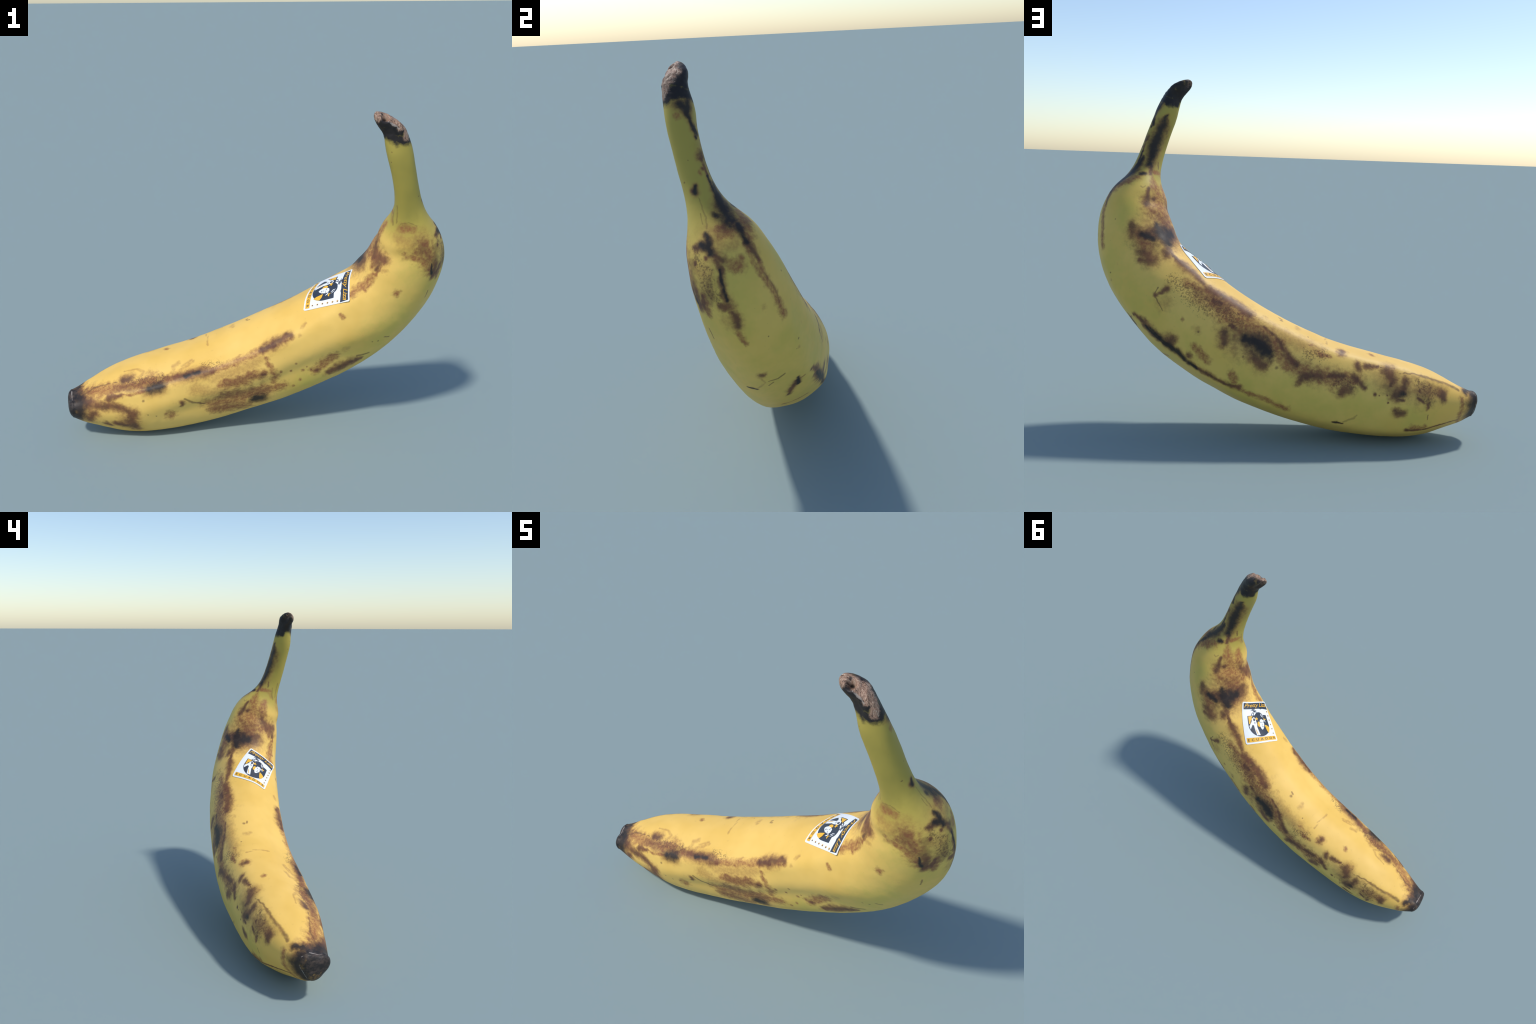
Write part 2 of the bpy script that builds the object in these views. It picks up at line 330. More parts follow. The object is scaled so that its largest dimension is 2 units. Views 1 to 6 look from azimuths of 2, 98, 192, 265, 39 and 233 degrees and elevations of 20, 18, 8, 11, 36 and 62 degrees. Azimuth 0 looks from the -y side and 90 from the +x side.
# back side
MARKS["back"] = [
    ("stain", (.795, 91, 22.8), (.779, 104, 22.7), (.769, 115, 17.7)),
    ("crack", (.769, 68, 3.4), (.766, 63, 4.4), (.773, 59, 3.4)),
    ("blot", (.769, 48, 6.9), (.740, 43, 13.7), (.724, 45, 14.6)),
    ("stain", (.732, 48, 17.5)),
    ("blot", (.745, 32, 9.8)),
    ("stain", (.806, 43, 10.0), (.774, 33, 24.8)),
    ("stain", (.746, 136, 7.3), (.722, 135, 7.9), (.701, 129, 7.2), (.683, 125, 5.8)),
    ("line", (.698, 96, 3.8)),
    ("line", (.638, 122, 3.8)),
    ("faint", (.629, 126, 6.4)),
    ("bruise", (.679, 27, 19.4), (.664, 26, 39.9), (.646, 22, 27.0)),
    ("blot", (.666, 35, 35.2), (.666, 51, 35.0), (.676, 64, 26.7), (.686, 69, 14.0)),
    ("bruise", (.670, 54, 19.1), (.659, 41, 19.1)),
    ("blot", (.638, 59, 25.2), (.622, 56, 25.1), (.629, 66, 13.8)),
    ("blot", (.620, 33, 21.6)),
    ("stain", (.656, 54, 38.0)),
    ("faint", (.683, 47, 32.0), (.692, 38, 19.3)),
    ("blot", (.628, 27, 14.0), (.602, 27, 8.3), (.575, 27, 17.7), (.548, 27, 16.4), (.518, 29, 10.0)),
    ("blot", (.508, 31, 18.7), (.482, 29, 18.7), (.452, 27, 22.4), (.421, 29, 18.6)),
    ("stain", (.542, 42, 17.5), (.525, 38, 13.7), (.502, 35, 12.4)),
    ("speck", (.562, 51, 37.4), (.538, 50, 49.7), (.508, 51, 49.4), (.482, 47, 55.5), (.441, 41, 61.6)),
    ("faint", (.505, 44, 37.1), (.468, 40, 49.4), (.435, 37, 61.7)),
    ("blot", (.485, 40, 12.4), (.472, 39, 13.6)),
    ("blot", (.565, 82, 5.6), (.559, 72, 8.7), (.559, 64, 11.2)),
    ("faint", (.545, 80, 30.9)),
    ("stain", (.505, 80, 8.0)),
    ("faint", (.478, 79, 15.3)),
    ("line", (.475, 80, 4.9)),
    ("blot", (.569, 123, 7.6), (.552, 120, 13.8), (.542, 121, 17.6)),
    ("bruise", (.535, 121, 12.5), (.515, 121, 17.5), (.502, 122, 18.7), (.482, 121, 13.7), (.462, 124, 13.7)),
    ("blot", (.505, 116, 24.9), (.502, 108, 16.1)),
    ("stain", (.468, 100, 16.0), (.452, 104, 19.7), (.441, 108, 13.6)),
    ("blot", (.468, 115, 11.2)),
    ("bruise", (.579, 141, 5.8), (.562, 144, 7.7)),
    ("blot", (.441, 64, 15.9), (.431, 74, 19.5)),
    ("bruise", (.488, 119, 12.4), (.468, 123, 11.2), (.448, 124, 9.3)),
    ("blot", (.448, 124, 11.2), (.428, 122, 9.9), (.411, 121, 8.0), (.391, 120, 9.9), (.381, 117, 12.3)),
    ("stain", (.381, 119, 8.6), (.361, 117, 11.1), (.338, 117, 11.1), (.304, 119, 12.3)),
    ("stain", (.398, 105, 15.9), (.391, 112, 16.0)),
    ("stain", (.458, 99, 16.0), (.441, 105, 16.0)),
    ("stain", (.448, 47, 36.8), (.421, 39, 49.2), (.395, 44, 55.1), (.365, 47, 48.9)),
    ("bruise", (.405, 57, 21.4), (.381, 55, 36.6), (.361, 61, 25.5)),
    ("faint", (.411, 71, 48.7)),
    ("blot", (.378, 71, 23.1), (.365, 75, 24.3), (.358, 73, 13.4)),
    ("blot", (.388, 34, 4.9), (.361, 40, 9.8), (.338, 51, 12.2), (.314, 60, 13.4)),
    ("stain", (.341, 55, 33.5), (.328, 60, 23.1)),
    ("blot", (.438, 53, 11.0), (.428, 53, 11.0)),
    ("blot", (.435, 28, 18.6), (.421, 29, 13.6)),
    ("line", (.341, 72, 7.9)),
    ("line", (.395, 77, 6.1)),
    ("blot", (.301, 80, 12.1), (.298, 70, 18.2), (.278, 65, 19.4), (.268, 66, 13.3)),
    ("blot", (.258, 63, 9.7), (.247, 58, 15.2), (.231, 58, 13.4)),
    ("blot", (.214, 55, 13.4), (.204, 58, 11.0), (.194, 65, 7.3)),
    ("blot", (.221, 72, 21.9), (.227, 78, 13.4)),
    ("speck", (.237, 67, 30.3), (.214, 64, 30.4)),
    ("bruise", (.227, 121, 3.7), (.221, 120, 5.5), (.211, 120, 3.1)),
    ("crack", (.211, 117, 3.7), (.197, 108, 4.9), (.194, 103, 3.7)),
    ("stain", (.244, 30, 14.8)),
    ("stain", (.281, 39, 13.5), (.261, 39, 8.0)),
    ("stain", (.301, 33, 9.9), (.291, 31, 8.6)),
    ("speck", (.301, 44, 36.7), (.271, 37, 30.7)),
    ("faint", (.388, 35, 36.9), (.351, 36, 36.9), (.318, 35, 30.7), (.281, 35, 24.6)),
    ("blot", (.211, 39, 12.5), (.207, 44, 12.4)),
    ("blot", (.197, 39, 10.8), (.174, 35, 6.3)),
    ("blot", (.157, 39, 25.0), (.151, 47, 22.8), (.151, 55, 10.8)),
    ("blot", (.124, 46, 15.0), (.130, 58, 20.7), (.140, 67, 21.5)),
    ("bruise", (.130, 64, 12.4)),
    ("blot", (.137, 72, 8.3), (.127, 72, 6.2)),
    ("crease", (.171, 36, 3.3), (.151, 37, 3.3), (.134, 38, 4.2), (.110, 35, 5.0), (.080, 36, 9.3), (.057, 37, 11.0), (.037, 40, 8.5)),
    ("speck", (.104, 47, 25.0), (.090, 58, 41.6), (.087, 71, 24.9), (.074, 56, 25.1)),
    ("faint", (.097, 59, 41.5), (.074, 56, 33.4)),
    ("blot", (.064, 59, 23.5), (.060, 68, 10.9)),
    ("blot", (.087, 77, 10.0), (.087, 82, 6.2)),
    ("blot", (.100, 57, 9.1)),
    ("blot", (.104, 67, 5.0), (.094, 72, 6.6)),
    ("blot", (.174, 70, 5.8)),
    ("blot", (.167, 71, 2.9)),
    ("blot", (.151, 78, 3.3)),
    ("blot", (.154, 69, 3.3)),
    ("blot", (.137, 88, 10.7), (.134, 91, 14.1), (.124, 92, 10.8)),
    ("line", (.084, 94, 2.9), (.084, 103, 2.9)),
    ("blot", (.114, 120, 6.7), (.090, 123, 4.6), (.067, 122, 3.8), (.047, 126, 3.4), (.033, 130, 3.0)),
    ("stain", (.107, 116, 11.7), (.087, 119, 10.1)),
]
# clouds side
MARKS["clouds"] = [
    ("bruise", (.662, 22, 38.5), (.664, 6, 27.9)),
    ("blot", (.662, 14, 52.7), (.667, 354, 40.3)),
    ("stain", (.712, 24, 56.4), (.689, 6, 62.3)),
    ("faint", (.777, 170, 39.4), (.763, 141, 39.5)),
    ("stain", (.773, 137, 29.8), (.756, 125, 19.9)),
    ("smear", (.763, 182, 26.1), (.746, 175, 19.5)),
    ("stain", (.328, 60, 30.4), (.284, 65, 33.4), (.237, 62, 36.5), (.207, 57, 27.4)),
    ("faint", (.164, 51, 45.5), (.134, 57, 49.7), (.090, 58, 49.9)),
    ("stain", (.271, 305, 15.2), (.314, 305, 19.3), (.361, 306, 18.2), (.411, 308, 20.1)),
    ("faint", (.271, 296, 30.4), (.331, 293, 30.4), (.371, 298, 25.3)),
    ("stain", (.492, 36, 43.4), (.452, 43, 49.3), (.415, 44, 61.3), (.381, 49, 61.1), (.355, 50, 48.8)),
    ("smear", (.421, 60, 48.8), (.395, 57, 57.9), (.368, 55, 48.7)),
    ("smear", (.247, 241, 28.6), (.284, 235, 33.9)),
    ("smear", (.278, 263, 30.8), (.324, 252, 33.5), (.355, 244, 25.9)),
    ("smear", (.294, 282, 22.9), (.344, 279, 22.9)),
    ("smear", (.689, 20, 49.9), (.690, 359, 43.6)),
    ("smear", (.745, 355, 31.3), (.709, 339, 37.6)),
    ("smear", (.779, 155, 23.1), (.774, 114, 20.2)),
    ("smear", (.714, 200, 29.7), (.698, 212, 20.2)),
    ("smear", (.151, 59, 37.2), (.127, 56, 29.0)),
    ("smear", (.097, 59, 37.4), (.074, 56, 29.3)),
    ("smear", (.763, 247, 37.3), (.736, 243, 28.2)),
    ("smear", (.712, 226, 33.4), (.748, 220, 23.6)),
    ("smear", (.657, 53, 57.0), (.628, 56, 37.8)),
    ("smear", (.512, 39, 37.3), (.462, 35, 43.3)),
    ("smear", (.084, 315, 25.5), (.137, 314, 30.6), (.191, 313, 25.5)),
]
# inner side
MARKS["inner"] = [
    ("blot", (.670, 10, 49.7), (.669, 354, 37.2), (.677, 349, 21.1)),
    ("stain", (.766, 26, 34.5), (.730, 16, 56.3), (.699, 6, 68.6)),
    ("stain", (.784, 4, 20.1), (.745, 354, 31.3)),
    ("blot", (.714, 342, 22.5), (.706, 331, 26.4), (.709, 316, 17.7)),
    ("stain", (.696, 346, 31.2), (.696, 327, 18.8)),
    ("stain", (.706, 313, 7.6), (.688, 313, 6.3), (.659, 312, 10.1), (.638, 313, 11.3)),
    ("line", (.365, 11, 7.6)),
    ("faint", (.331, 11, 12.2)),
    ("line", (.311, 21, 4.7)),
    ("blot", (.241, 31, 11.6), (.241, 25, 12.9)),
    ("stain", (.187, 14, 11.2)),
    ("faint", (.274, 20, 3.9), (.274, 348, 4.0)),
    ("line", (.147, 33, 4.2)),
    ("faint", (.829, 43, 7.9), (.829, 16, 10.2), (.813, 345, 8.0)),
    ("line", (.843, 18, 3.9)),
    ("faint", (.234, 329, 6.5), (.204, 321, 9.0)),
    ("faint", (.298, 310, 10.9), (.278, 308, 10.8)),
    ("faint", (.030, 26, 16.6), (.027, 7, 13.9)),
]
MARKS["ends"] = [
    ("bruise", (.008, 40, 30), (.013, 75, 36), (.013, 110, 36), (.011, 150, 30), (.010, 200, 30), (.013, 240, 34),
     (.018, 275, 35), (.019, 308, 38), (.020, 330, 28), (.020, 340, 18)),
    ("bruise", (.018, 22, 20), (.026, 40, 15)), ("bruise", (.012, 345, 16), (.008, 10, 18)),
    ("blot", (.026, 322, 24), (.034, 296, 30)), ("blot", (.032, 250, 22), (.040, 268, 20)),
    ("stain", (.014, 345, 44), (.012, 10, 44), (.022, 335, 40)),
    ("smear", (.022, 285, 50), (.028, 320, 40)), ("smear", (.016, 345, 40), (.014, 15, 40)),
    ("stain", (.033, 60, 10), (.034, 100, 11), (.030, 148, 10)),
    ("rim", (.0078, 320, 2.2), (.0082, 350, 2.6), (.0084, 20, 2.2), (.0078, 50, 1.6), (.0082, 80, 1.5), (.0080, 115, 1.5), (.0078, 150, 1.2)),
    ("scab", (.0005, 0, 74)), ("scab", (.003, 250, 40), (.003, 290, 40), (.003, 330, 40)),
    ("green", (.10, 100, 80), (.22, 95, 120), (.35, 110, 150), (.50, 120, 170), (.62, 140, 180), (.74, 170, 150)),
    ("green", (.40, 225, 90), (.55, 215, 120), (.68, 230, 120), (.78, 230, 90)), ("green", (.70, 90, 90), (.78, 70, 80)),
    ("char", (.954, 30, 24), (.950, 60, 26), (.949, 90, 26), (.949, 120, 27), (.950, 150, 27), (.949, 180, 25), (.945, 210, 24),
     (.945, 235, 24), (.950, 265, 25), (.956, 295, 24), (.966, 325, 24), (.972, 350, 22), (.970, 10, 22), (.954, 30, 24)),
    ("char", (.966, 60, 45), (.966, 120, 45), (.966, 180, 45), (.966, 240, 45), (.972, 290, 45), (.980, 340, 45), (.974, 20, 45), (.966, 60, 45)),
    ("char", (.985, 20, 60), (.985, 140, 60), (.985, 260, 60), (.999, 340, 60)),
    ("husk", (.948, 224, 19), (.958, 212, 29), (.970, 206, 34), (.984, 205, 34)),
    ("husk", (.984, 208, 32), (.994, 215, 26), (.998, 250, 22), (.995, 285, 17)),
    ("rim", (.986, 257, 2), (.978, 253, 4), (.972, 247, 3), (.966, 243, 2)),
    ("pit", (.9905, 236, 13)), ("pit", (.9945, 182, 7)), ("pit", (.958, 262, 6), (.970, 264, 8)), ("pit", (.960, 232, 4), (.956, 246, 6)),
]

# look of each kind: field it feeds, edge softness, raggedness, strength
LOOK = {
    "faint": ("stain", .85, 1.3, .46), "stain": ("stain", .80, 1.2, .90), "blot": ("blot", .88, .90, .86),
    "char": ("bruise", .46, .60, 1.0), "crack": ("blot", .80, .6, .38),
    "smear": ("blot", .95, 1.1, .50), "crease": ("blot", .80, .4, .72),
    "line": ("blot", .70, .5, .66), "bruise": ("bruise", .80, .60, .96), "speck": ("speck", .70, .8, 1.0),
    "husk": ("husk", .30, .8, 1.0), "rim": ("rim", .70, 1.6, .7), "pit": ("pit", .55, .6, .9),
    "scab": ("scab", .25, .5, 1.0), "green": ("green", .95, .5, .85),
}
SPREAD = {"blot": 1.15, "bruise": 1.15, "stain": 1.22, "faint": 1.15}


# ------------------------------------------------------------------ materials
def new_material(name):
    m = bpy.data.materials.new(name)
    m.use_nodes = True
    return m, m.node_tree, m.node_tree.nodes["Principled BSDF"]


class Graph:
    """Small helper to write node networks as expressions."""

    def __init__(self, tree):
        self.tree = tree

    def node(self, kind, **settings):
        n = self.tree.nodes.new(kind)
        for k, v in settings.items():
            setattr(n, k, v)
        return n

    def put(self, socket, value):
        if isinstance(value, bpy.types.NodeSocket):
            self.tree.links.new(value, socket)
        elif value is not None:
            socket.default_value = value

    def math(self, op, *args, clamp=False):
        n = self.node("ShaderNodeMath", operation=op, use_clamp=clamp)
        for sock, v in zip(n.inputs, args):
            self.put(sock, v)
        return n.outputs[0]

    def vec(self, op, *args, scale=None):
        n = self.node("ShaderNodeVectorMath", operation=op)
        for sock, v in zip(n.inputs, args):
            self.put(sock, v)
        if scale is not None:
            self.put(n.inputs["Scale"], scale)
        return n.outputs["Value"] if op in ("LENGTH", "DISTANCE", "DOT_PRODUCT") else n.outputs["Vector"]

    def noise(self, vector, scale, detail=2.0, rough=.5, out="Fac"):
        n = self.node("ShaderNodeTexNoise")
        self.put(n.inputs["Vector"], vector)
        n.inputs["Scale"].default_value, n.inputs["Detail"].default_value, n.inputs["Roughness"].default_value = scale, detail, rough
        return n.outputs[out]

    def step(self, value, lo, hi):
        """Smooth step from 0 at lo to 1 at hi (lo may be the larger)."""
        n = self.node("ShaderNodeMapRange", interpolation_type="SMOOTHSTEP")
        flip = not isinstance(lo, bpy.types.NodeSocket) and lo > hi
        a, b = (hi, lo) if flip else (lo, hi)
        for sock, v in zip(n.inputs[:5], (value, a, b, 1.0 if flip else 0.0, 0.0 if flip else 1.0)):
            self.put(sock, v)
        return n.outputs[0]

    def mix(self, fac, a, b):
        n = self.node("ShaderNodeMix", data_type="RGBA")
        self.put(n.inputs[0], fac)
        self.put(n.inputs[6], a if isinstance(a, bpy.types.NodeSocket) else (*a, 1))
        self.put(n.inputs[7], b if isinstance(b, bpy.types.NodeSocket) else (*b, 1))
        return n.outputs[2]


def new_group(name, inputs, outputs):
    """An empty node group and its ends; sockets are given as names, vectors marked with a trailing *."""
    t = bpy.data.node_groups.new(name, "ShaderNodeTree")
    kinds = {"*": "NodeSocketVector", "#": "NodeSocketColor"}
    for way, names in (("INPUT", inputs), ("OUTPUT", outputs)):
        for n in names.split():
            t.interface.new_socket(n.rstrip("*#"), in_out=way, socket_type=kinds.get(n[-1], "NodeSocketFloat"))
    g = Graph(t)
    return t, g, g.node("NodeGroupInput").outputs, g.node("NodeGroupOutput").inputs


def streak_group():
    """Distance from a tapering line segment, in units of its half width, or Before if that is nearer."""
    t, g, i, o = new_group("streak", "Place* Start* Run* Inverse Width Taper Before", "Far")
    pa = g.vec("SUBTRACT", i["Place"], i["Start"])
    h = g.math("MULTIPLY", g.vec("DOT_PRODUCT", pa, i["Run"]), i["Inverse"], clamp=True)
    far = g.vec("DISTANCE", pa, g.vec("SCALE", i["Run"], scale=h))
    far = g.math("DIVIDE", far, g.math("MULTIPLY_ADD", h, i["Taper"], i["Width"]))
    g.put(o["Far"], g.math("MINIMUM", far, i["Before"]))
    return t


def stroke_group():
    """Ragged soft edge of one mark, laid over the marks Before it in the same field."""
    t, g, i, o = new_group("stroke", "Far Rag Ragged Soft Strength Before", "Mask Edge")
    edge = g.math("MULTIPLY_ADD", i["Rag"], i["Ragged"], i["Far"])
    inner, outer = g.math("SUBTRACT", 1.0, i["Soft"]), g.math("ADD", 1.0, i["Soft"])
    cover = g.math("SUBTRACT", 1.0, g.step(edge, inner, outer))
    g.put(o["Mask"], g.math("MAXIMUM", g.math("MULTIPLY", cover, i["Strength"]), i["Before"]))
    g.put(o["Edge"], edge)
    return t


def fringe_group():
    """Rot spreads a rusty fringe into the sound peel round it."""
    t, g, i, o = new_group("fringe", "Edge Before", "Mask")
    g.put(o["Mask"], g.math("MAXIMUM", g.math("MULTIPLY", g.step(i["Edge"], 2.7, .6), .66), i["Before"]))
    return t


def space_group():
    """Object coordinates of the skin, bent by noise so that marks get natural outlines."""
    t, g, i, o = new_group("skin_space", "", "Place* Warp* Calm* Wave* Rag Grain")
    place = g.node("ShaderNodeTexCoord").outputs["Object"]
    wave = g.vec("SUBTRACT", g.noise(place, 11, 2.0, .5, "Color"), (.5, .5, .5))
    fine = g.vec("SUBTRACT", g.noise(place, 46, 3.0, .6, "Color"), (.5, .5, .5))
    g.put(o["Place"], place)
    g.put(o["Warp"], g.vec("ADD", place, g.vec("ADD", g.vec("SCALE", wave, scale=.034), g.vec("SCALE", fine, scale=.017))))
    g.put(o["Calm"], g.vec("ADD", place, g.vec("SCALE", fine, scale=.010)))
    g.put(o["Wave"], wave)
    g.put(o["Rag"], g.math("SUBTRACT", g.noise(place, 36, 5.0, .60), .5))
    g.put(o["Grain"], g.noise(place, 150, 3.0, .6))
    return t


STREAK, STROKE, FRINGE, SPACE = streak_group(), stroke_group(), fringe_group(), space_group()


def resolved_marks():
    """Marks with their places on the skin turned into points."""
    found = []
    for side in MARKS.values():
        for kind, *places in side:
            found.append((kind, [skin_point(s, a) for s, a, _ in places], [w / 1000 * SPREAD.get(kind, 1) for _, _, w in places]))
    return found


PLACED = resolved_marks()


def marks_near(points):
    """The marks that can reach any of the given points."""
    near = []
    for kind, pts, widths in PLACED:
        _, soft, ragged, _ = LOOK[kind]
        segments = []
        for k in range(max(1, len(pts) - 1)):
            a, b = pts[k], pts[min(k + 1, len(pts) - 1)]
            ra, rb = widths[k], widths[min(k + 1, len(pts) - 1)]
            run = b - a
            inv = 1 / max(float(run @ run), 1e-8)
            h = np.clip((points - a) @ run * inv, 0, 1)
            gap = np.linalg.norm(points - a - h[:, None] * run, axis=1).min()
            reach = 2.7 if kind in ("blot", "bruise") else 1 + soft
            if gap < max(ra, rb) * (reach + .45 * ragged) + .022:
                segments.append((a, run, inv, ra, rb - ra))
        if segments:
            near.append((kind, segments))
    return near


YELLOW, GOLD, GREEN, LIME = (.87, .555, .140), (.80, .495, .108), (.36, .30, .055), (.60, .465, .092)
RUST, UMBER, BROWN, BLACK = (.305, .112, .044), (.165, .060, .034), (.090, .036, .026), (.024, .019, .018)
CUT_PALE, CUT_TAN, CUT_DARK = (.58, .48, .36), (.34, .205, .138), (.060, .038, .027)


def finish_group(name, tips):
    """Colours of the skin from the mark fields; `tips` adds the dry matter of the crown and the blossom end."""
    t, g, i, o = new_group(name, "Place* Warp* Wave* Rag Grain green stain speck blot bruise scab husk rim pit", "Colour# Rough Bump")
    place, warp, wave, rag, grain = (i[k] for k in ("Place", "Warp", "Wave", "Rag", "Grain"))
    colour = g.mix(g.step(g.noise(place, 3.2, 3.0, .55), .38, .68), YELLOW, GOLD)
    # the neck and the stem stay greener than the fruit
    low, high = CENTRE[np.searchsorted(RINGS, .80)], CENTRE[np.searchsorted(RINGS, .95)]
    n = g.node("ShaderNodeGroup", node_tree=STREAK)
    g.put(n.inputs["Place"], warp)
    n.inputs["Start"].default_value, n.inputs["Run"].default_value = low, high - low
    n.inputs["Inverse"].default_value = 1 / float((high - low) @ (high - low))
    n.inputs["Width"].default_value, n.inputs["Taper"].default_value, n.inputs["Before"].default_value = .155, 0, 99
    colour = g.mix(g.math("MULTIPLY", g.step(n.outputs[0], 1.25, .45), .85), colour, GREEN)
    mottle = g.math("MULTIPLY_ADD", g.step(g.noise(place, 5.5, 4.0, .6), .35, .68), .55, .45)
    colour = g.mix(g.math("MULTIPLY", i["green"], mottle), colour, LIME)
    # faint mottling and pin-point freckles everywhere
    colour = g.mix(g.math("MULTIPLY", g.step(rag, .12, .30), .16), colour, RUST)
    streaky = g.math("MULTIPLY_ADD", g.step(g.noise(place, 70, 4.0, .6), .32, .66), .42, .62)
    colour = g.mix(g.math("MULTIPLY", i["stain"], streaky, clamp=True), colour, RUST)
    dots = g.step(g.math("MULTIPLY_ADD", i["speck"], .25, g.noise(place, 120, 3.5, .62)), .66, .88)
    colour = g.mix(g.math("MULTIPLY", dots, .62), colour, BROWN)
    colour = g.mix(i["blot"], colour, g.mix(g.step(g.noise(place, 19, 4.0, .6), .36, .66), BROWN, UMBER))
    soot = g.mix(g.math("MULTIPLY", g.step(g.noise(place, 24, 5.0, .65), .50, .74), .30), BLACK, (.070, .052, .042))
    colour = g.mix(i["bruise"], colour, soot)
    if tips:
        crust = g.noise(g.vec("MULTIPLY", warp, (1, 2.2, 5)), 11, 4.0, .6)
        colour = g.mix(i["scab"], colour, g.mix(g.step(crust, .42, .74), (.021, .018, .017), (.085, .060, .047)))
        swirl = g.vec("MULTIPLY", g.vec("ADD", place, g.vec("SCALE", wave, scale=.12)), (38, 38, 14))
        fibre = g.noise(swirl, 4.2, 5.0, .65)
        husk = g.mix(g.step(fibre, .34, .52), CUT_DARK, CUT_TAN)
        husk = g.mix(g.math("MULTIPLY", g.step(fibre, .54, .66), .8), husk, CUT_PALE)
        husk = g.mix(g.math("MULTIPLY", g.step(g.noise(place, 26, 4.0, .6), .52, .70), .55), husk, (.12, .088, .060))
        colour = g.mix(i["husk"], colour, husk)
        colour = g.mix(i["rim"], colour, (.36, .31, .27))
        colour = g.mix(i["pit"], colour, (.014, .012, .012))
    g.put(o["Colour"], colour)
    g.put(o["Rough"], g.math("MULTIPLY_ADD", grain, .16, .42))
    g.put(o["Bump"], grain)
    return t


FINISH = {True: finish_group("tip_colours", True), False: finish_group("peel_colours", False)}


def skin_material(name, points):
    """Peel colour with every mark of ripening that touches this stretch of the skin."""
    m, tree, bsdf = new_material(name)
    g = Graph(tree)
    space = g.node("ShaderNodeGroup", node_tree=SPACE).outputs
    near = marks_near(points)
    dry = any(kind in ("scab", "husk", "rim", "pit") for kind, _ in near)
    finish = g.node("ShaderNodeGroup", node_tree=FINISH[dry])
    fields = {}

    def lay(group, field, **values):
        n = g.node("ShaderNodeGroup", node_tree=group)
        for key, value in values.items():
            g.put(n.inputs[key], value)
        g.put(n.inputs["Before"], fields.get(field, 0.0))
        fields[field] = n.outputs["Mask"]
        return n

    for kind, segments in near:
        field, soft, ragged, strength = LOOK[kind]
        small = kind in ("line", "crack", "rim", "pit") or max(seg[3] for seg in segments) < .009
        far = 99.0
        for a, run, inv, ra, taper in segments:
            n = g.node("ShaderNodeGroup", node_tree=STREAK)
            for key, value in (("Place", space["Calm" if small else "Warp"]), ("Start", a), ("Run", run), ("Inverse", inv), ("Width", ra), ("Taper", taper), ("Before", far)):
                g.put(n.inputs[key], value)
            far = n.outputs[0]
        stroke = lay(STROKE, field, Far=far, Rag=space["Rag"], Ragged=2.2 * ragged, Soft=min(soft, .98), Strength=strength)
        if kind in ("blot", "bruise"):
            lay(FRINGE, "stain", Edge=stroke.outputs["Edge"])
    for field, mask in fields.items():
        g.put(finish.inputs[field], mask)
    for key in ("Place", "Warp", "Wave", "Rag", "Grain"):
        g.put(finish.inputs[key], space[key])
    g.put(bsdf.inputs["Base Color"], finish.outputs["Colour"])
    g.put(bsdf.inputs["Roughness"], finish.outputs["Rough"])
    bsdf.inputs["Specular IOR Level"].default_value = .26
    bump = g.node("ShaderNodeBump")
    bump.inputs["Strength"].default_value, bump.inputs["Distance"].default_value = .10, .004
    g.put(bump.inputs["Height"], finish.outputs["Bump"])
    g.put(bsdf.inputs["Normal"], bump.outputs[0])
    return m


# ------------------------------------------------------------------ the fruit's parts
banana = bpy.data.objects.new("banana", None)
bpy.context.collection.objects.link(banana)
banana["label"] = "ripe yellow banana with brown blotches and a paper sticker"
banana["category"] = "banana"


def add_part(name, mesh, parent):
    o = bpy.data.objects.new(name, mesh)
    bpy.context.collection.objects.link(o)
    o.parent = parent
    return o


def fruit_part(name, s_from, s_to, along, around):
    """One stretch of the fruit, its skin materials laid out in along x around patches."""
    i0, i1 = np.searchsorted(RINGS, s_from), min(np.searchsorted(RINGS, s_to), len(RINGS) - 1)
    grid, normal = SKIN[i0:i1 + 1], NORMAL[i0:i1 + 1]
    rows = i1 - i0
    index = lambda i, j: i * AROUND + j % AROUND
    verts, normals = list(map(tuple, grid.reshape(-1, 3))), list(map(tuple, normal.reshape(-1, 3)))
    faces, slots = [], []
    for i in range(rows):
        closed = (i0 + i == 0, i0 + i + 1 == len(RINGS) - 1)
        for j in range(AROUND):
            a, b, c, d = index(i, j), index(i, j + 1), index(i + 1, j + 1), index(i + 1, j)
            if closed[0]:
                a = b = index(0, 0)
            if closed[1]:
                c = d = index(rows, 0)
            faces.append(tuple(dict.fromkeys((a, d, c, b))))
            slots.append(min(i * along // rows, along - 1) * around + j * around // AROUND)
    mesh = bpy.data.meshes.new(name)
    mesh.from_pydata(verts, [], faces)
    for p, slot in zip(mesh.polygons, slots):
        p.material_index, p.use_smooth = slot, True
    for u in range(along):
        for v in range(around):
            r0, r1 = u * rows // along, (u + 1) * rows // along + 2
            c0, c1 = v * AROUND // around, (v + 1) * AROUND // around + 2
            patch = grid[r0:r1][:, np.arange(c0 - 1, c1) % AROUND].reshape(-1, 3)
            mesh.materials.append(skin_material(name + "_skin", patch[::3]))
    mesh.normals_split_custom_set_from_vertices(normals)
    return add_part(name, mesh, banana)


fruit_part("blossom_end", 0, .0105, 1, 4)
fruit_part("peel", .0105, .790, 18, 6)
fruit_part("stem", .790, .950, 4, 3)
fruit_part("crown", .950, 1.0, 2, 3)


# ------------------------------------------------------------------ the paper sticker
# its corners on the skin: bottom left, bottom right, top right, top left
STICKER = [(.525, 380), (.490, 331), (.589, 309), (.638, 355)]
PAPER_LIFT, PRINT = .0030, .0009


